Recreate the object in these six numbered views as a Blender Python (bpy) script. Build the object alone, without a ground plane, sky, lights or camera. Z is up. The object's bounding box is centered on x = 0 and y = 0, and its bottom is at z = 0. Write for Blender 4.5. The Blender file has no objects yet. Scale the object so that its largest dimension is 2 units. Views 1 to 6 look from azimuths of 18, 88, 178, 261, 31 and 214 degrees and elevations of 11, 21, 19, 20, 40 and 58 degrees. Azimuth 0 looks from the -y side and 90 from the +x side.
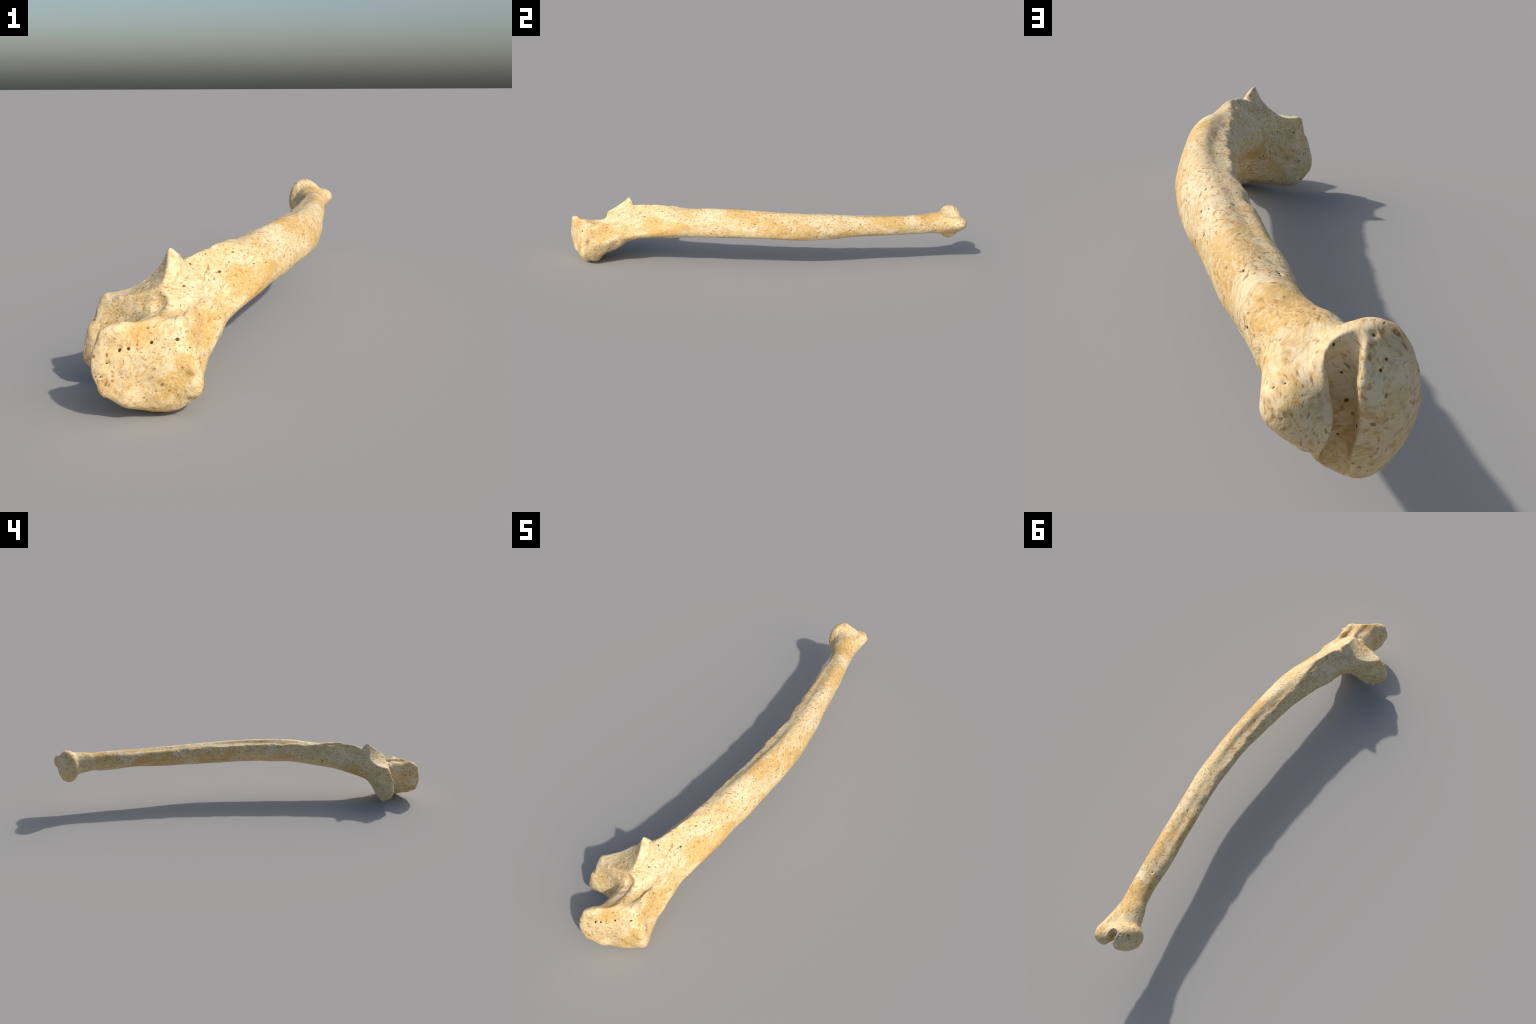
"""A weathered human right ulna lying on its olecranon and coronoid process.
The bone is described as one smooth body: a shaft lofted through cross-sections
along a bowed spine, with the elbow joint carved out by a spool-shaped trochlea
and the disc of the neighbouring radius, and the wrist end grown from a domed
head and a peg-like styloid process.  Everything is blended as signed distance
functions, meshed, relaxed onto the surface, then split into anatomical parts."""
import math
import numpy as np

# ------------------------------------------------------------------ sections
# (y, spine x, spine z, radii in mm at equal angles counted from +x towards +z)
ELBOW_SECTIONS = [
    (-1.06, 0.050, 0.112, [108, 98, 90, 90, 94, 96, 100, 107, 109, 115, 110, 114, 110, 102, 100, 98, 102, 104, 104, 100, 104, 103, 106, 108]),
    (-0.96, 0.050, 0.112, [108, 96, 86, 86, 90, 95, 100, 107, 109, 115, 111, 114, 110, 102, 100, 94, 94, 95, 94, 98, 100, 99, 106, 108]),
    (-0.92, 0.055, 0.110, [103, 95, 90, 91, 96, 99, 104, 108, 110, 112, 112, 110, 100, 90, 90, 95, 96, 96, 98, 105, 108, 104, 110, 110]),
    (-0.88, 0.055, 0.110, [93, 91, 96, 101, 110, 107, 105, 108, 114, 116, 116, 112, 112, 116, 114, 106, 106, 106, 110, 108, 108, 110, 107, 98]),
    (-0.85, 0.030, 0.110, [118, 112, 114, 118, 116, 114, 108, 108, 112, 116, 120, 124, 124, 124, 118, 108, 104, 100, 100, 114, 117, 124, 119, 117]),
    (-0.82, 0.000, 0.120, [143, 134, 134, 141, 134, 118, 112, 112, 116, 120, 130, 146, 156, 172, 168, 152, 137, 112, 98, 98, 100, 113, 135, 138]),
    (-0.79, -0.010, 0.130, [153, 141, 137, 146, 144, 140, 134, 128, 126, 126, 144, 138, 142, 164, 172, 160, 139, 114, 102, 99, 91, 104, 127, 142]),
    (-0.76, -0.010, 0.145, [153, 141, 135, 140, 148, 153, 156, 138, 130, 127, 130, 130, 134, 158, 166, 152, 129, 106, 93, 90, 94, 109, 129, 142]),
    (-0.73, 0.000, 0.165, [143, 126, 121, 123, 130, 136, 146, 130, 114, 106, 110, 120, 137, 160, 155, 116, 92, 75, 73, 73, 78, 93, 130, 141]),
    (-0.70, 0.015, 0.180, [123, 110, 102, 97, 97, 100, 100, 96, 95, 94, 92, 100, 120, 140, 116, 80, 72, 68, 66, 67, 71, 88, 112, 127]),
    (-0.67, 0.030, 0.192, [108, 95, 87, 80, 80, 86, 92, 86, 78, 78, 80, 92, 108, 104, 82, 75, 73, 72, 72, 74, 76, 90, 108, 116]),
    (-0.64, 0.050, 0.200, [96, 84, 74, 67, 67, 77, 97, 84, 72, 70, 70, 83, 94, 86, 80, 78, 78, 77, 75, 74, 76, 84, 98, 104]),
]
SHAFT_SECTIONS = [
    (-0.60, 0.062, 0.205, [92, 79, 69, 73, 100, 80, 72, 76, 87, 84, 71, 73, 73, 74, 81, 97]),
    (-0.54, 0.074, 0.215, [86, 76, 69, 71, 93, 80, 71, 73, 84, 82, 68, 67, 69, 72, 81, 93]),
    (-0.47, 0.087, 0.221, [79, 71, 65, 66, 76, 83, 69, 70, 80, 74, 61, 62, 66, 70, 79, 86]),
    (-0.40, 0.096, 0.229, [73, 67, 65, 66, 70, 75, 70, 67, 76, 69, 58, 59, 64, 71, 78, 80]),
    (-0.30, 0.104, 0.238, [65, 61, 61, 66, 71, 68, 67, 65, 71, 65, 54, 55, 61, 71, 82, 78]),
    (-0.20, 0.106, 0.242, [61, 57, 60, 66, 68, 63, 65, 63, 67, 59, 48, 53, 62, 76, 81, 72]),
    (-0.10, 0.108, 0.242, [60, 56, 59, 65, 67, 60, 66, 64, 63, 53, 45, 53, 61, 73, 79, 71]),
    (0.00, 0.108, 0.239, [56, 53, 57, 64, 66, 60, 68, 64, 57, 47, 41, 50, 60, 72, 76, 67]),
    (0.10, 0.103, 0.235, [55, 52, 55, 61, 64, 60, 67, 66, 55, 46, 41, 51, 60, 72, 71, 62]),
    (0.20, 0.093, 0.233, [54, 51, 53, 58, 62, 62, 66, 62, 54, 45, 41, 52, 61, 72, 66, 59]),
    (0.30, 0.074, 0.232, [53, 52, 53, 56, 59, 58, 65, 63, 53, 47, 43, 51, 60, 68, 62, 57]),
    (0.40, 0.053, 0.230, [51, 50, 52, 55, 53, 51, 60, 61, 53, 47, 43, 48, 55, 58, 58, 55]),
    (0.50, 0.034, 0.229, [50, 49, 51, 53, 50, 49, 56, 58, 53, 47, 41, 45, 51, 54, 54, 53]),
    (0.60, 0.014, 0.228, [51, 50, 52, 53, 49, 47, 52, 55, 55, 52, 49, 46, 48, 53, 54, 53]),
    (0.70, -0.005, 0.227, [47, 47, 50, 52, 51, 49, 50, 49, 47, 47, 49, 52, 52, 50, 49, 47]),
    (0.76, -0.020, 0.228, [46, 47, 48, 50, 51, 51, 51, 50, 48, 47, 49, 51, 51, 51, 49, 47]),
    (0.81, -0.036, 0.231, [50, 48, 47, 46, 47, 50, 52, 52, 50, 48, 47, 47, 49, 51, 53, 53]),
    (0.85, -0.049, 0.231, [50, 48, 50, 53, 54, 52, 50, 51, 50, 48, 49, 51, 53, 53, 52, 52]),
    (0.88, -0.060, 0.230, [48, 47, 51, 56, 58, 55, 52, 52, 50, 50, 54, 58, 60, 58, 54, 50]),
    (0.905, -0.072, 0.229, [46, 46, 52, 60, 64, 61, 55, 53, 51, 53, 59, 66, 69, 65, 55, 48]),
    (0.93, -0.080, 0.228, [44, 45, 53, 64, 70, 66, 58, 54, 52, 55, 62, 71, 75, 69, 56, 47]),
    (1.05, -0.080, 0.230, [10, 10, 10, 10, 10, 10, 10, 10, 10, 10, 10, 10, 10, 10, 10, 10]),
]


def periodic_cubic(r, n):
    """Catmull-Rom through a closed ring of radii, resampled to n angles."""
    r = np.asarray(r, float)
    m = len(r)
    t = np.arange(n) * m / n
    i = np.floor(t).astype(int)
    f = t - i
    p0, p1, p2, p3 = (r[(i + k) % m] for k in (-1, 0, 1, 2))
    return p1 + 0.5 * f * (p2 - p0 + f * (2 * p0 - 5 * p1 + 4 * p2 - p3 + f * (3 * (p1 - p2) + p3 - p0)))


def cubic_along(xk, yk, x):
    """Monotone-ish cubic Hermite interpolation (finite difference tangents)."""
    xk = np.asarray(xk, float)
    yk = np.asarray(yk, float)
    d = np.diff(yk, axis=0) / np.diff(xk).reshape((-1,) + (1,) * (yk.ndim - 1))
    m = np.empty_like(yk)
    m[1:-1] = 0.5 * (d[1:] + d[:-1])
    m[0], m[-1] = d[0], d[-1]
    i = np.clip(np.searchsorted(xk, x) - 1, 0, len(xk) - 2)
    h = xk[i + 1] - xk[i]
    t = np.clip((x - xk[i]) / h, 0, 1)
    sh = (-1,) + (1,) * (yk.ndim - 1)
    t = t.reshape(sh)
    h = h.reshape(sh)
    return ((1 + 2 * t) * (1 - t) ** 2 * yk[i] + t * (1 - t) ** 2 * h * m[i]
            + t * t * (3 - 2 * t) * yk[i + 1] + t * t * (t - 1) * h * m[i + 1])


NY, NT = 841, 360
Y0, Y1 = -1.05, 1.05
_sec = ELBOW_SECTIONS + SHAFT_SECTIONS
_ys = np.array([s[0] for s in _sec])
_yy = np.linspace(Y0, Y1, NY)
SPINE = cubic_along(_ys, np.array([[s[1], s[2]] for s in _sec]), _yy)
RADII = cubic_along(_ys, np.array([periodic_cubic(s[3], NT) for s in _sec]) / 1000.0, _yy)
# light rounding along the bone so that the loft shows no rings
for _ in range(6):
    RADII[1:-1] = 0.25 * RADII[:-2] + 0.5 * RADII[1:-1] + 0.25 * RADII[2:]
    SPINE[1:-1] = 0.25 * SPINE[:-2] + 0.5 * SPINE[1:-1] + 0.25 * SPINE[2:]


# ------------------------------------------------------------- field helpers
def smin(a, b, k):
    h = np.clip(0.5 + 0.5 * (b - a) / k, 0, 1)
    return b + (a - b) * h - k * h * (1 - h)


def smax(a, b, k):
    return -smin(-a, -b, k)


def unit(v):
    v = np.asarray(v, float)
    return v / np.linalg.norm(v)


def loft(p):
    """Distance-like field of the lofted body."""
    fy = np.clip((p[:, 1] - Y0) / (Y1 - Y0) * (NY - 1), 0, NY - 1.001)
    iy = fy.astype(int)
    ty = fy - iy
    c = SPINE[iy] * (1 - ty)[:, None] + SPINE[iy + 1] * ty[:, None]
    dx = p[:, 0] - c[:, 0]
    dz = p[:, 2] - c[:, 1]
    rho = np.hypot(dx, dz)
    ft = (np.arctan2(dz, dx) % (2 * np.pi)) / (2 * np.pi) * NT
    it = ft.astype(int) % NT
    tt = ft - np.floor(ft)
    jt = (it + 1) % NT
    r = ((RADII[iy, it] * (1 - tt) + RADII[iy, jt] * tt) * (1 - ty)
         + (RADII[iy + 1, it] * (1 - tt) + RADII[iy + 1, jt] * tt) * ty)
    return (rho - r) * 0.85


def ellipsoid(p, c, axes, semi):
    """axes: three unit rows; semi: three half sizes."""
    q = (p - np.asarray(c)) @ np.asarray(axes).T
    k0 = np.linalg.norm(q / semi, axis=1)
    k1 = np.linalg.norm(q / (np.asarray(semi) ** 2), axis=1)
    return k0 * (k0 - 1) / np.maximum(k1, 1e-9)


def round_cone(p, a, b, ra, rb):
    a, b = np.asarray(a, float), np.asarray(b, float)
    ab = b - a
    t = np.clip((p - a) @ ab / (ab @ ab), 0, 1)
    return np.linalg.norm(p - a - t[:, None] * ab, axis=1) - (ra + (rb - ra) * t)


def frame(n, up=(0, 0, 1)):
    n = unit(n)
    h = unit(np.cross(up, n))
    return n, h, np.cross(n, h)


# --- joint surfaces of the elbow.  The notch for the upper arm is described in a
# tilted frame: t runs across the joint (lateral to medial), h points out of it.
NOTCH_T = unit([-0.75, 0.0, -0.66])
NOTCH_H = unit([-0.66, 0.0, 0.75])
NOTCH_FLOOR_T = [-0.26, -0.19, -0.158, -0.145, -0.12, -0.085, -0.046, -0.02, 0.0, 0.03, 0.08]
NOTCH_FLOOR_H = [0.115, 0.124, 0.125, 0.139, 0.142, 0.131, 0.105, 0.070, 0.040, 0.005, -0.05]
CORONOID_FACE_T = [-0.135, -0.02, 0.02, 0.07, 0.10]
CORONOID_FACE_Y = [-0.806, -0.812, -0.829, -0.828, -0.816]
# the notch for the disc of the neighbouring radius is part of a cylinder
RADIAL_AXIS = unit([-0.631, 0.774, -0.055])
RADIAL_CENTRE = np.array([-0.084, -0.787, 0.343])
RADIAL_R = 0.120


def trochlea(p):
    t = p @ NOTCH_T
    h = p @ NOTCH_H
    floor = (np.interp(t, NOTCH_FLOOR_T, NOTCH_FLOOR_H) + np.interp(t - 0.007, NOTCH_FLOOR_T, NOTCH_FLOOR_H)
             + np.interp(t + 0.007, NOTCH_FLOOR_T, NOTCH_FLOOR_H)) / 3
    face = sum(np.interp(t + o, CORONOID_FACE_T, CORONOID_FACE_Y) for o in (-0.02, -0.007, 0.007, 0.02)) / 4
    floor = floor + 7.0 * np.maximum(-0.90 - p[:, 1], 0) ** 2 * np.clip((-0.02 - t) / 0.05, 0.2, 1)
    return smax(floor - h, p[:, 1] - face, 0.042)


def radial_disc(p):
    d = p - RADIAL_CENTRE
    t = d @ RADIAL_AXIS
    return np.linalg.norm(d - t[:, None] * RADIAL_AXIS, axis=1) - RADIAL_R


LATERAL_N = unit([0.72, -0.26, 0.644])
LATERAL_P = np.array([0.0503, -0.7303, 0.2569])


def lateral_flank(p):
    """Broad flat facet behind the radial notch, bounded by a raised crease."""
    above = (p - LATERAL_P) @ LATERAL_N - 0.36 * np.maximum(-0.83 - p[:, 1], 0)
    fade = np.clip((p[:, 1] + 0.745) / 0.10, 0, 1)
    behind = p[:, 0] - (0.100 + 0.14 * (p[:, 1] + 0.80)) - 0.12 * fade * fade
    return smax(-above, behind * 0.55, 0.03)


HEAD_N = unit([-0.60, 0.80, -0.05])


def bone(p):
    f = loft(p)
    f = smax(f, p[:, 1] - 0.925, 0.02)
    # --- front of the coronoid: a slanting face that hollows into the shaft
    front = -0.65 * p[:, 0] + 0.75 * p[:, 1] + np.interp(
        p[:, 2], [0.0, 0.05, 0.15, 0.20, 0.23, 0.26], [0.504, 0.502, 0.505, 0.499, 0.486, 0.480])
    tube = round_cone(p, (0.058, -0.60, 0.205), (0.034, -0.80, 0.165), 0.075, 0.085)
    tube = smin(tube, p[:, 1] * -1.0 - 0.58, 0.01)
    f = smax(f, smin(front, tube, 0.04), 0.012)
    # --- crest of the radial notch and the upper corner of the coronoid
    f = smin(f, round_cone(p, (0.012, -0.730, 0.237), (0.014, -0.709, 0.309), 0.052, 0.018), 0.012)
    f = smin(f, round_cone(p, (0.018, -0.690, 0.225), (0.016, -0.694, 0.291), 0.045, 0.013), 0.012)
    f = smin(f, round_cone(p, (-0.080, -0.770, 0.150), (-0.113, -0.781, 0.207), 0.045, 0.013), 0.02)
    f = smax(f, -lateral_flank(p), 0.010)
    # --- olecranon: rounded proximal end face, sloping back towards +x
    dz = p[:, 2] - 0.10
    kz = np.where(dz > 0, 3.0 * np.clip((p[:, 0] + 0.01) / 0.07, 0.18, 1.0), 3.3)
    end = (np.maximum(-0.985 + 0.47 * p[:, 0], -0.998) + kz * dz ** 2 - p[:, 1]) / 1.10
    f = smax(f, end, 0.016)
    # --- elbow joint
    f = smax(f, -radial_disc(p), 0.008)
    f = smax(f, -trochlea(p), 0.008)
    # --- cleft under the tongue of the coronoid
    s = np.clip((p[:, 0] + 0.165) / 0.121, 0, 1)
    cleft = (p - np.array([-0.165, -0.810, 0.050])) @ unit([0.05, 0.865, 0.505]) - 0.032 * s * (1 - s)
    f = smax(f, -np.maximum(cleft, p[:, 0] + 0.048), 0.006)
    # --- wrist end
    n, h, v = frame(HEAD_N)
    head = ellipsoid(p, (-0.092, 0.922, 0.224), (n, h, v), (0.049, 0.070, 0.086))
    neck = round_cone(p, (-0.050, 0.83, 0.231), (-0.080, 0.900, 0.226), 0.042, 0.047)
    f = smin(f, neck, 0.025)
    f = smin(f, head, 0.012)
    sty = round_cone(p, (-0.036, 0.86, 0.232), (-0.028, 0.958, 0.230), 0.044, 0.040)
    under = (p - np.array([-0.008, 0.955, 0.207])) @ unit([0.62, 0.20, -0.75])
    sty = smax(sty, under, 0.015)
    f = smin(f, sty, 0.015)
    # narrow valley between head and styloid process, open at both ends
    mid = -0.0735 + 0.075 * (0.30 - p[:, 2]) + 0.0025 * np.sin(75 * p[:, 2])
    half = (0.0135 - 0.004 * ((p[:, 2] - 0.22) / 0.08) ** 2 + 0.005 * np.clip((p[:, 2] - 0.245) / 0.03, 0, 1)
            + 0.004 * np.clip((0.185 - p[:, 2]) / 0.03, 0, 1))
    floor = 0.938
    slot = smax(np.abs(p[:, 0] - mid) - half, floor - p[:, 1], 0.014)
    f = smax(f, -slot, 0.005)
    return f + 0.0015 * np.clip((p[:, 1] + 0.72) / 0.1, 0, 1) * (1 - 0.7 * np.clip((p[:, 1] - 0.82) / 0.08, 0, 1))


# ------------------------------------------------------------------- meshing
def surface_nets(fun, lo, hi, h):
    n = [int(math.ceil((b - a) / h)) + 1 for a, b in zip(lo, hi)]
    ax = [lo[i] + h * np.arange(n[i]) for i in range(3)]
    F = np.empty(n, np.float32)
    for j in range(0, n[1], 32):
        sub = np.stack(np.meshgrid(ax[0], ax[1][j:j + 32], ax[2], indexing='ij'), -1)
        F[:, j:j + 32] = fun(sub.reshape(-1, 3)).reshape(sub.shape[:3])
    S = F < 0
    cells = S[:-1, :-1, :-1].astype(np.int8)
    cnt = np.zeros(cells.shape, np.int8)
    for dx in (0, 1):
        for dy in (0, 1):
            for dz in (0, 1):
                cnt += S[dx:n[0] - 1 + dx, dy:n[1] - 1 + dy, dz:n[2] - 1 + dz]
    act = (cnt > 0) & (cnt < 8)
    idx = -np.ones(act.shape, np.int64)
    ci = np.argwhere(act)
    idx[act] = np.arange(len(ci))
    acc = np.zeros((len(ci), 3))
    num = np.zeros(len(ci))
    corners = [(a, b, c) for a in (0, 1) for b in (0, 1) for c in (0, 1)]
    for a in corners:
        for k in range(3):
            if a[k]:
                continue
            b = list(a)
            b[k] = 1
            fa = F[tuple((ci + a).T)]
            fb = F[tuple((ci + b).T)]
            m = (fa < 0) != (fb < 0)
            t = np.where(m, fa / np.where(fa == fb, 1, fa - fb), 0)
            pt = np.tile(np.array(a, float), (len(ci), 1))
            pt[:, k] += t
            acc[m] += pt[m]
            num[m] += 1
    V = np.array(lo) + h * (ci + acc / num[:, None])
    quads = []
    for k in range(3):
        i, j = (k + 1) % 3, (k + 2) % 3
        A = S.take(range(n[k] - 1), k)
        B = S.take(range(1, n[k]), k)
        e = np.argwhere(A != B)
        e = e[(e[:, i] > 0) & (e[:, j] > 0) & (e[:, i] < n[i] - 1) & (e[:, j] < n[j] - 1)]
        flip = A[tuple(e.T)]
        q = []
        for di, dj in ((1, 1), (0, 1), (0, 0), (1, 0)):
            o = e.copy()
            o[:, i] -= di
            o[:, j] -= dj
            q.append(idx[tuple(o.T)])
        q = np.stack(q, 1)
        q[~flip] = q[~flip][:, ::-1]
        quads.append(q)
    return V, np.concatenate(quads)


def subdivide(V, Q):
    E = np.concatenate([np.stack([Q[:, k], Q[:, (k + 1) % 4]], 1) for k in range(4)])
    E.sort(1)
    U, inv = np.unique(E, axis=0, return_inverse=True)
    inv = inv.reshape(-1)
    m = len(Q)
    ev = len(V) + inv.reshape(4, m)
    fv = len(V) + len(U) + np.arange(m)
    V2 = np.concatenate([V, 0.5 * (V[U[:, 0]] + V[U[:, 1]]), V[Q].mean(1)])
    Q2 = np.concatenate([np.stack([Q[:, k], ev[k], fv, ev[k - 1]], 1) for k in range(4)])
    return V2, Q2


def gradient(fun, p, e=0.0012):
    g = np.empty_like(p)
    for k in range(3):
        d = np.zeros(3)
        d[k] = e
        g[:, k] = (fun(p + d) - fun(p - d)) / (2 * e)
    return g


def snap(fun, p, steps):
    for _ in range(steps):
        f = fun(p)
        g = gradient(fun, p)
        s = f / np.maximum((g * g).sum(1), 0.15)
        p = p - g * np.clip(s, -0.004, 0.004)[:, None]
    return p


# --------------------------------------------------------------------- noise
def hash3(i, seed):
    i = i.astype(np.int64)
    h = (i[:, 0] * 73856093) ^ (i[:, 1] * 19349663) ^ (i[:, 2] * 83492791) ^ (seed * 2654435761)
    h = (h ^ (h >> 13)) * 1274126177
    h = h & 0x7fffffff
    h = (h ^ (h >> 15)) * 1103515245 + 12345
    return ((h >> 8) & 0xffff) / 65535.0


def noise(p, seed):
    i = np.floor(p)
    f = p - i
    w = f * f * (3 - 2 * f)
    out = 0
    for a in (0, 1):
        for b in (0, 1):
            for c in (0, 1):
                ww = (w[:, 0] if a else 1 - w[:, 0]) * (w[:, 1] if b else 1 - w[:, 1]) * (w[:, 2] if c else 1 - w[:, 2])
                out = out + ww * hash3(i + np.array([a, b, c]), seed)
    return out * 2 - 1


# ------------------------------------------------------------ surface relief
# nutrient holes: place on the bone and radius in mm
PORES = [
    (0.045, -0.673, 0.278, 6), (0.094, -0.619, 0.252, 6), (0.057, -0.747, 0.242, 6), (0.040, -0.780, 0.248, 3),
    (0.121, -0.922, 0.171, 7), (0.061, -0.615, 0.291, 4), (0.085, -0.595, 0.273, 3), (0.075, -0.569, 0.295, 3),
    (0.130, -0.851, 0.041, 4), (0.100, -0.570, 0.265, 3), (0.134, -0.909, 0.156, 3), (0.094, -0.447, 0.295, 4),
    (0.121, -0.470, 0.276, 3), (0.141, -0.496, 0.249, 4), (0.159, -0.448, 0.243, 4), (0.159, -0.353, 0.259, 3),
    (0.154, -0.320, 0.271, 3), (0.168, -0.255, 0.240, 3), (0.171, -0.207, 0.201, 3), (0.154, -0.243, 0.274, 3),
    (0.155, -0.062, 0.271, 3), (0.167, -0.082, 0.245, 4), (0.146, 0.090, 0.269, 4), (0.135, 0.243, 0.248, 5),
    (0.107, 0.390, 0.220, 5), (0.098, 0.370, 0.265, 4), (0.085, 0.388, 0.275, 4), (0.090, 0.443, 0.249, 5),
    (0.145, 0.216, 0.225, 3), (0.133, 0.278, 0.217, 3), (0.159, 0.100, 0.227, 4), (0.090, 0.473, 0.220, 4),
    (0.080, 0.523, 0.223, 3), (0.009, 0.831, 0.232, 5), (0.024, 0.768, 0.235, 4), (0.005, 0.882, 0.243, 4),
    (0.029, 0.665, 0.272, 4), (0.042, 0.693, 0.215, 3), (0.010, -0.982, 0.160, 6), (0.025, -0.976, 0.162, 6),
    (0.065, -0.957, 0.175, 6), (-0.027, -0.752, 0.243, 5), (-0.012, -0.991, 0.130, 4), (-0.027, -0.996, 0.103, 4),
    (-0.114, -0.738, 0.178, 5), (-0.078, -0.709, 0.185, 4), (-0.131, -0.789, 0.034, 7),
    (-0.146, -0.810, 0.159, 4), (0.019, -0.633, 0.266, 4), (-0.002, -0.605, 0.158, 3), (-0.036, -0.948, 0.145, 5),
    (-0.051, -0.723, 0.241, 4), (0.019, 0.282, 0.252, 4), (0.049, 0.035, 0.272, 5), (0.048, -0.032, 0.255, 4),
    (-0.052, 0.725, 0.255, 6), (-0.045, 0.674, 0.249, 6), (0.020, 0.320, 0.273, 4), (0.041, 0.387, 0.280, 4),
    (-0.019, 0.673, 0.271, 4), (-0.011, 0.495, 0.264, 4), (-0.089, 0.914, 0.305, 4),
    (-0.103, 0.957, 0.273, 4), (-0.109, 0.951, 0.281, 4), (-0.098, 0.938, 0.298, 4),
    (-0.068, 0.942, 0.260, 3), (-0.077, 0.943, 0.233, 4), (-0.070, 0.927, 0.193, 4), (-0.081, 0.960, 0.218, 4),
    (-0.014, 0.963, 0.265, 4), (0.010, 0.829, 0.233, 3), (-0.003, 0.960, 0.259, 4),
    (-0.058, 0.848, 0.282, 3), (-0.065, 0.943, 0.293, 3),
]
# rough crest where the membrane between the two forearm bones was attached
CREST = np.array([
    (0.035, -0.665, 0.291), (0.041, -0.634, 0.299), (0.051, -0.554, 0.307), (0.055, -0.515, 0.305),
    (0.063, -0.481, 0.296), (0.066, -0.434, 0.286), (0.057, -0.335, 0.290), (0.069, -0.254, 0.290),
    (0.066, -0.135, 0.284), (0.060, -0.053, 0.280), (0.058, 0.044, 0.282), (0.057, 0.103, 0.278),
    (0.048, 0.197, 0.282), (0.036, 0.232, 0.278), (0.022, 0.291, 0.268), (0.008, 0.383, 0.261)])
# (place, radius, height): knobs and hollows of the two ends, metres
LUMPS = [
    ((0.140, -0.894, 0.135), 0.010, 0.010), ((0.138, -0.912, 0.110), 0.011, 0.011),
    ((0.136, -0.905, 0.060), 0.022, 0.007), ((0.060, -0.975, 0.085), 0.030, -0.007),
    ((0.020, -0.975, 0.045), 0.026, 0.006), ((0.100, -0.945, 0.030), 0.030, 0.005),
    ((0.110, -0.930, 0.185), 0.022, 0.005), ((0.118, -0.880, 0.160), 0.030, -0.006),
    ((-0.142, -0.812, 0.172), 0.012, -0.006), ((0.028, -0.820, 0.215), 0.014, -0.006),
    ((-0.012, -0.838, 0.188), 0.010, 0.005), ((0.040, -0.835, 0.214), 0.010, 0.006),
    ((-0.012, 0.985, 0.212), 0.012, -0.004), ((-0.100, 0.945, 0.160), 0.02, 0.003),
    ((0.070, -0.400, 0.293), 0.022, -0.005), ((0.074, -0.360, 0.294), 0.020, -0.004),
    ((0.068, -0.440, 0.296), 0.018, -0.003), ((0.024, 0.330, 0.272), 0.020, -0.004),
]


def polyline_distance(p, pts):
    best = np.full(len(p), 9.0)
    for a, b in zip(pts[:-1], pts[1:]):
        ab = b - a
        t = np.clip((p - a) @ ab / (ab @ ab), 0, 1)
        best = np.minimum(best, np.linalg.norm(p - a - t[:, None] * ab, axis=1))
    return best


def relief(p, pores=None):
    """Height of lumps, roughness and pits over the smooth bone."""
    stretch = np.array([1.0, 0.42, 1.0])
    ends = np.clip((np.abs(p[:, 1]) - 0.62) / 0.25, 0, 1)
    d = 0.0018 * noise(p * stretch * 24, 1) + 0.0006 * noise(p * stretch * 75, 2)
    d += ends * (0.0014 * noise(p * 34 + 5.5, 3) + 0.0008 * noise(p * 95, 4))
    olecranon = np.clip((-0.86 - p[:, 1]) / 0.06, 0, 1)
    d += olecranon * 0.0022 * noise(p * 24 + 3.3, 5)
    # crest: broken, ragged edge
    w = np.exp(-(polyline_distance(p, CREST) / 0.010) ** 2)
    d += w * (0.0014 + 0.0056 * noise(p * np.array([40, 22, 40]), 6) + 0.0018 * noise(p * np.array([110, 60, 110]), 7))
    # non-articular roughness in the floor of the notch
    w = np.exp(-(np.linalg.norm(p - np.array([0.015, -0.838, 0.205]), axis=1) / 0.034) ** 2)
    d += w * 0.0055 * noise(p * 62, 8)
    # pitted valley between head and styloid process
    w = np.exp(-(np.linalg.norm((p - np.array([-0.065, 0.940, 0.225])) * np.array([1.6, 1, 0.5]), axis=1) / 0.030) ** 2)
    d += w * 0.0030 * noise(p * 80, 9)
    for c, r, hgt in LUMPS:
        d += hgt * np.exp(-((p - np.array(c)) ** 2).sum(1) / (r * r))
    for x, y, z, r in (PORES if pores is None else pores):
        r = r * 0.001
        e = ((p - np.array([x, y, z])) ** 2).sum(1) / (r * r)
        near = e < 9
        d[near] -= 0.65 * r * np.exp(-0.9 * e[near])
    return d


def build_surface(h=0.0040, refine=True, detail=True):
    V, Q = surface_nets(bone, (-0.20, -1.03, -0.03), (0.20, 1.03, 0.345), h)
    V = snap(bone, V, 2)
    if refine:
        V, Q = subdivide(V, Q)
        V = snap(bone, V, 2)
    if detail:
        g = gradient(bone, V)
        g /= np.maximum(np.linalg.norm(g, axis=1), 1e-6)[:, None]
        pores = []
        for x, y, z, r in PORES:
            i = int(((V - np.array([x, y, z])) ** 2).sum(1).argmin())
            pores.append((V[i, 0], V[i, 1], V[i, 2], r))
        V = V + g * relief(V, pores)[:, None]
        V[:, 2] = np.maximum(V[:, 2], 0.0)
    return V, Q


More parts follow.
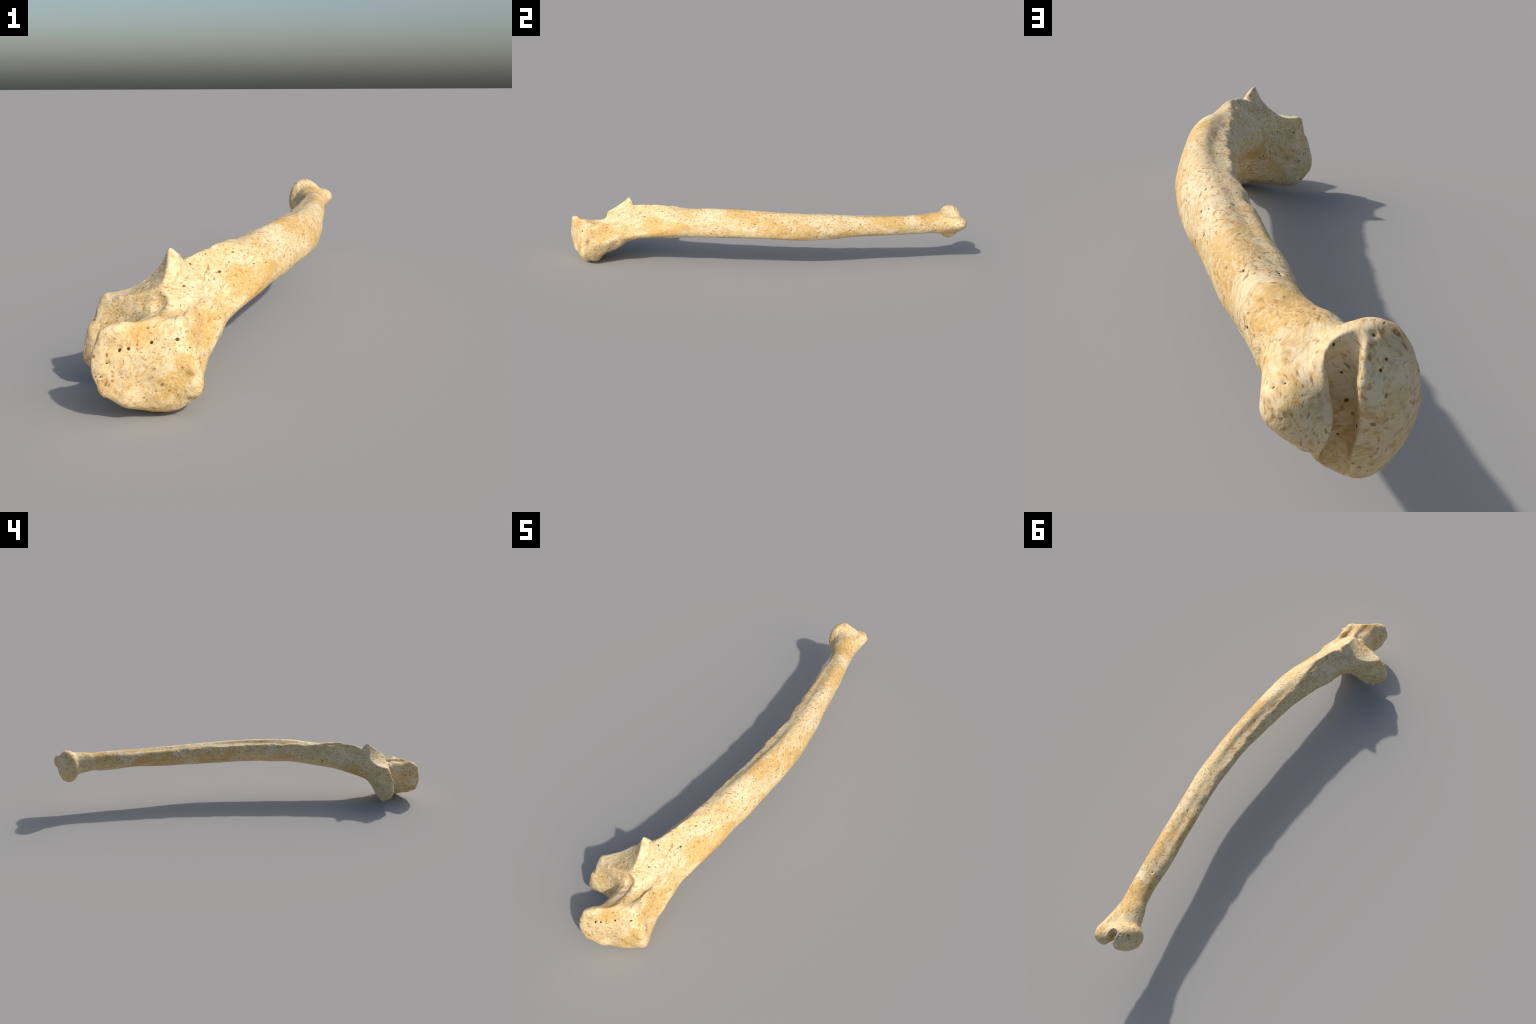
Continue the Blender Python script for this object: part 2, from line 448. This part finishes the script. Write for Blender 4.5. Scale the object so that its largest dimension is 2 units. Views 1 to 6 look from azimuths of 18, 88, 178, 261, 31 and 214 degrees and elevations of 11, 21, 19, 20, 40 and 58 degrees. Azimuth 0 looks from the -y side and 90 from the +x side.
def region_of(c):
    """Anatomical region of each face centre."""
    x, y, z = c[:, 0], c[:, 1], c[:, 2]
    reg = np.full(len(c), 2)                                   # shaft
    reg[y + 0.25 * (x - 0.05) < -0.87] = 0                      # olecranon
    t = y - 0.35 * x
    reg[(t > -0.90) & (y < -0.66) & (reg == 2)
        & (x + 0.25 * (z - 0.2) < 0.035)] = 1                   # coronoid process
    reg[(y > 0.845) & (x - 0.25 * (y - 0.9) < -0.050)] = 3      # head
    reg[(y > 0.845) & (reg != 3)] = 4                           # styloid process
    return reg


PARTS = ["olecranon", "coronoid_process", "shaft", "head", "styloid_process"]


def main():
    import bpy
    V, Q = build_surface()
    mat = bone_material(bpy)
    whole = bpy.data.meshes.new("ulna_body")
    whole.from_pydata(V.tolist(), [], Q.tolist())
    nor = np.empty(len(V) * 3, np.float32)
    whole.vertices.foreach_get("normal", nor)
    nor = nor.reshape(-1, 3)
    root = bpy.data.objects.new("ulna_bone", None)
    bpy.context.scene.collection.objects.link(root)
    root["label"] = "old cream-coloured forearm bone with hooked elbow end"
    root["category"] = "bone"
    reg = region_of(V[Q].mean(1))
    for k, name in enumerate(PARTS):
        q = Q[reg == k]
        used, inv = np.unique(q, return_inverse=True)
        me = bpy.data.meshes.new(name)
        me.from_pydata(V[used].tolist(), [], inv.reshape(-1, 4).tolist())
        me.materials.append(mat)
        me.polygons.foreach_set("use_smooth", np.ones(len(me.polygons), bool))
        me.normals_split_custom_set_from_vertices([tuple(v) for v in nor[used].tolist()])
        ob = bpy.data.objects.new(name, me)
        bpy.context.scene.collection.objects.link(ob)
        ob.parent = root
    bpy.data.meshes.remove(whole)

    # dark mouths of the nutrient holes, sunk into their pits
    rng = np.random.default_rng(7)
    pore_mesh = pore_shape(bpy)
    pore_mesh.materials.append(pore_material(bpy))
    from mathutils import Matrix, Vector
    for x, y, z, r in PORES:
        c = np.array([[x, y, z]])
        i = int(((V - c) ** 2).sum(1).argmin())
        n = Vector(nor[i].tolist()).normalized()
        along = Vector((0.1, 1.0, 0.0))
        t = (along - n * along.dot(n)).normalized()
        bt = n.cross(t)
        r = r * 0.001
        m = Matrix((bt, t, n)).transposed().to_4x4()
        lng = rng.uniform(1.0, 1.7)
        m = m @ Matrix.Diagonal((r * 0.66, r * 0.66 * lng, r * 0.35, 1.0))
        m.translation = Vector(V[i].tolist()) - n * (r * 0.16)
        ob = bpy.data.objects.new("pore", pore_mesh)
        ob.matrix_world = m
        bpy.context.scene.collection.objects.link(ob)
        ob.parent = root


def pore_shape(bpy):
    """Flattened, slightly uneven little dome."""
    import bmesh
    bm = bmesh.new()
    bmesh.ops.create_icosphere(bm, subdivisions=3, radius=1.0)
    for v in bm.verts:
        k = 1 + 0.10 * math.sin(3.1 * v.co.x + 1.3) * math.cos(2.7 * v.co.y)
        v.co.x *= k
        v.co.y *= k
    me = bpy.data.meshes.new("pore")
    bm.to_mesh(me)
    bm.free()
    me.polygons.foreach_set("use_smooth", np.ones(len(me.polygons), bool))
    return me


def pore_material(bpy):
    mat = bpy.data.materials.new("pore_brown")
    mat.use_nodes = True
    nt = mat.node_tree
    b = nt.nodes["Principled BSDF"]
    b.inputs["Roughness"].default_value = 0.9
    b.inputs["Specular IOR Level"].default_value = 0.1
    info = nt.nodes.new("ShaderNodeObjectInfo")
    ramp = nt.nodes.new("ShaderNodeValToRGB")
    ramp.color_ramp.elements[0].color = (0.090, 0.034, 0.014, 1)
    ramp.color_ramp.elements[1].color = (0.25, 0.105, 0.032, 1)
    nt.links.new(info.outputs["Random"], ramp.inputs["Fac"])
    nt.links.new(ramp.outputs["Color"], b.inputs["Base Color"])
    return mat


# (place, reach, strength) of ochre stains soaked into the bone
STAINS = [
    ((0.144, -0.540, 0.215), 0.060, 1.0), ((0.158, -0.475, 0.220), 0.050, 0.9), ((0.120, -0.815, 0.180), 0.045, 0.9),
    ((0.135, -0.860, 0.160), 0.040, 0.8), ((0.035, -0.958, 0.200), 0.045, 0.8), ((0.125, -0.935, 0.110), 0.040, 0.9),
    ((0.100, -0.955, 0.070), 0.045, 0.8), ((0.137, -0.130, 0.295), 0.060, 0.7), ((0.165, 0.020, 0.235), 0.070, 0.6),
    ((0.150, 0.160, 0.215), 0.060, 0.6), ((0.050, 0.570, 0.270), 0.070, 0.7), ((-0.020, 0.800, 0.278), 0.060, 0.9),
    ((-0.048, 0.740, 0.265), 0.050, 0.8), ((0.040, -0.300, 0.205), 0.060, 0.6), ((0.010, -0.640, 0.140), 0.060, 0.7),
    ((-0.010, 0.450, 0.215), 0.100, 0.6), ((0.050, 0.130, 0.215), 0.080, 0.6), ((0.090, 0.350, 0.215), 0.070, 0.5),
]


def bone_material(bpy):
    mat = bpy.data.materials.new("aged_bone")
    mat.use_nodes = True
    nt = mat.node_tree
    N, L = nt.nodes, nt.links
    bsdf = N["Principled BSDF"]

    def node(kind, **kw):
        n = N.new(kind)
        for k, v in kw.items():
            setattr(n, k, v)
        return n

    def math_(op, a, b=0.0, clamp=False):
        n = node("ShaderNodeMath", operation=op, use_clamp=clamp)
        for i, v in enumerate((a, b)):
            if isinstance(v, (int, float)):
                n.inputs[i].default_value = v
            else:
                L.new(v, n.inputs[i])
        return n.outputs[0]

    def remap(v, lo, hi, smooth=True):
        n = node("ShaderNodeMapRange", interpolation_type='SMOOTHSTEP' if smooth else 'LINEAR')
        L.new(v, n.inputs["Value"])
        n.inputs["From Min"].default_value = lo
        n.inputs["From Max"].default_value = hi
        return n.outputs["Result"]

    def mix(fac, a, b, blend='MIX'):
        n = node("ShaderNodeMix", data_type='RGBA', blend_type=blend)
        for sock, v in ((n.inputs["Factor"], fac), (n.inputs[6], a), (n.inputs[7], b)):
            if isinstance(v, (int, float)):
                sock.default_value = v
            elif isinstance(v, tuple):
                sock.default_value = (*v, 1)
            else:
                L.new(v, sock)
        return n.outputs[2]

    tc = node("ShaderNodeTexCoord")
    obj = tc.outputs["Object"]
    # wander the coordinates so that fibres swirl
    wob = node("ShaderNodeTexNoise")
    wob.inputs["Scale"].default_value = 9.0
    wob.inputs["Detail"].default_value = 2.0
    L.new(obj, wob.inputs["Vector"])
    sub = node("ShaderNodeVectorMath", operation='SUBTRACT')
    L.new(wob.outputs["Color"], sub.inputs[0])
    sub.inputs[1].default_value = (0.5, 0.5, 0.5)
    scl = node("ShaderNodeVectorMath", operation='SCALE')
    L.new(sub.outputs[0], scl.inputs[0])
    scl.inputs["Scale"].default_value = 0.085
    add = node("ShaderNodeVectorMath", operation='ADD')
    L.new(obj, add.inputs[0])
    L.new(scl.outputs[0], add.inputs[1])
    warped = add.outputs[0]

    def mapped(src, sx, sy, sz, off=0.0):
        m = node("ShaderNodeMapping")
        m.inputs["Scale"].default_value = (sx, sy, sz)
        m.inputs["Location"].default_value = (off, off * 0.7, off * 1.3)
        L.new(src, m.inputs["Vector"])
        return m.outputs[0]

    def tnoise(vec, detail=3.0, rough=0.55, dist=0.0):
        n = node("ShaderNodeTexNoise")
        n.inputs["Scale"].default_value = 1.0
        n.inputs["Detail"].default_value = detail
        n.inputs["Roughness"].default_value = rough
        n.inputs["Distortion"].default_value = dist
        L.new(vec, n.inputs["Vector"])
        return n.outputs["Fac"]

    broad = tnoise(mapped(obj, 16, 9, 16), 4)
    fibre = tnoise(mapped(warped, 88, 36, 88, 3.1), 4, 0.6)
    fibre2 = tnoise(mapped(warped, 200, 95, 200, 7.7), 3, 0.6)
    fleck = tnoise(mapped(warped, 160, 84, 160, 12.4), 2, 0.5)

    CREAM = (0.715, 0.540, 0.285)
    PALE = (0.775, 0.640, 0.400)
    OCHRE = (0.560, 0.340, 0.110)
    CHALK = (0.750, 0.648, 0.465)
    GOLD = (0.645, 0.435, 0.155)
    ORANGE = (0.615, 0.368, 0.092)
    TAN = (0.400, 0.205, 0.058)
    BROWN = (0.27, 0.125, 0.042)

    col = mix(remap(broad, 0.36, 0.62), CREAM, PALE)
    gold = tnoise(mapped(warped, 20, 8, 20, 33.0), 5, 0.6)
    col = mix(math_('MULTIPLY', remap(gold, 0.48, 0.66), 0.70), col, GOLD)
    chalk = tnoise(mapped(warped, 44, 20, 44, 61.0), 4, 0.6)
    col = mix(math_('MULTIPLY', remap(chalk, 0.54, 0.70), 0.55), col, CHALK)
    # soaked ochre stains, edged by noise
    field = None
    along = mapped(warped, 1.0, 0.5, 1.0)
    for (x, y, z), reach, amt in STAINS:
        dist = node("ShaderNodeVectorMath", operation='DISTANCE')
        L.new(along, dist.inputs[0])
        dist.inputs[1].default_value = (x, y * 0.5, z)
        v = math_('MULTIPLY', remap(dist.outputs["Value"], reach * 1.25, reach * 0.25), amt)
        field = v if field is None else math_('MAXIMUM', field, v)
    patch = math_('ADD', math_('MULTIPLY', field, 0.46), tnoise(mapped(warped, 40, 15, 40, 5.0), 6, 0.68))
    col = mix(math_('MULTIPLY', remap(patch, 0.58, 0.84), 0.80), col, ORANGE)
    # fibres: darker and paler streaks running along the bone
    col = mix(math_('MULTIPLY', remap(fibre, 0.47, 0.68), 0.70), col, OCHRE)
    col = mix(math_('MULTIPLY', remap(fibre2, 0.53, 0.30), 0.60), col, PALE)
    col = mix(math_('MULTIPLY', remap(fibre2, 0.53, 0.70), 0.62), col, OCHRE)
    # flecks
    dens = tnoise(mapped(obj, 22, 15, 22, 21.0), 2)
    f1 = remap(math_('ADD', fleck, math_('MULTIPLY', math_('SUBTRACT', dens, 0.5), 0.30)), 0.56, 0.74)
    col = mix(math_('MULTIPLY', f1, 0.88), col, TAN)
    # small pores: isolated dark cells
    vor = node("ShaderNodeTexVoronoi", feature='F1')
    vor.inputs["Scale"].default_value = 1.0
    vor.inputs["Randomness"].default_value = 1.0
    L.new(mapped(warped, 78, 46, 78, 2.0), vor.inputs["Vector"])
    sep = node("ShaderNodeSeparateColor")
    L.new(vor.outputs["Color"], sep.inputs[0])
    size = math_('MULTIPLY', remap(sep.outputs[0], 0.60, 1.0, False), 0.22)
    pore = remap(math_('SUBTRACT', vor.outputs["Distance"], size), 0.07, -0.06)
    pore = math_('MULTIPLY', pore, remap(sep.outputs[0], 0.59, 0.61))
    col = mix(math_('MULTIPLY', pore, 0.85), col, BROWN)
    L.new(col, bsdf.inputs["Base Color"])
    bsdf.inputs["Roughness"].default_value = 0.62
    bsdf.inputs["Specular IOR Level"].default_value = 0.25

    hgt = math_('SUBTRACT', math_('ADD', math_('MULTIPLY', fibre2, 0.6), math_('MULTIPLY', fibre, 0.5)), math_('MULTIPLY', pore, 0.5))
    hgt = math_('SUBTRACT', hgt, math_('MULTIPLY', f1, 0.25))
    bump = node("ShaderNodeBump")
    bump.inputs["Strength"].default_value = 0.35
    bump.inputs["Distance"].default_value = 0.004
    L.new(hgt, bump.inputs["Height"])
    L.new(bump.outputs["Normal"], bsdf.inputs["Normal"])
    return mat


if __name__ == "__main__":
    main()
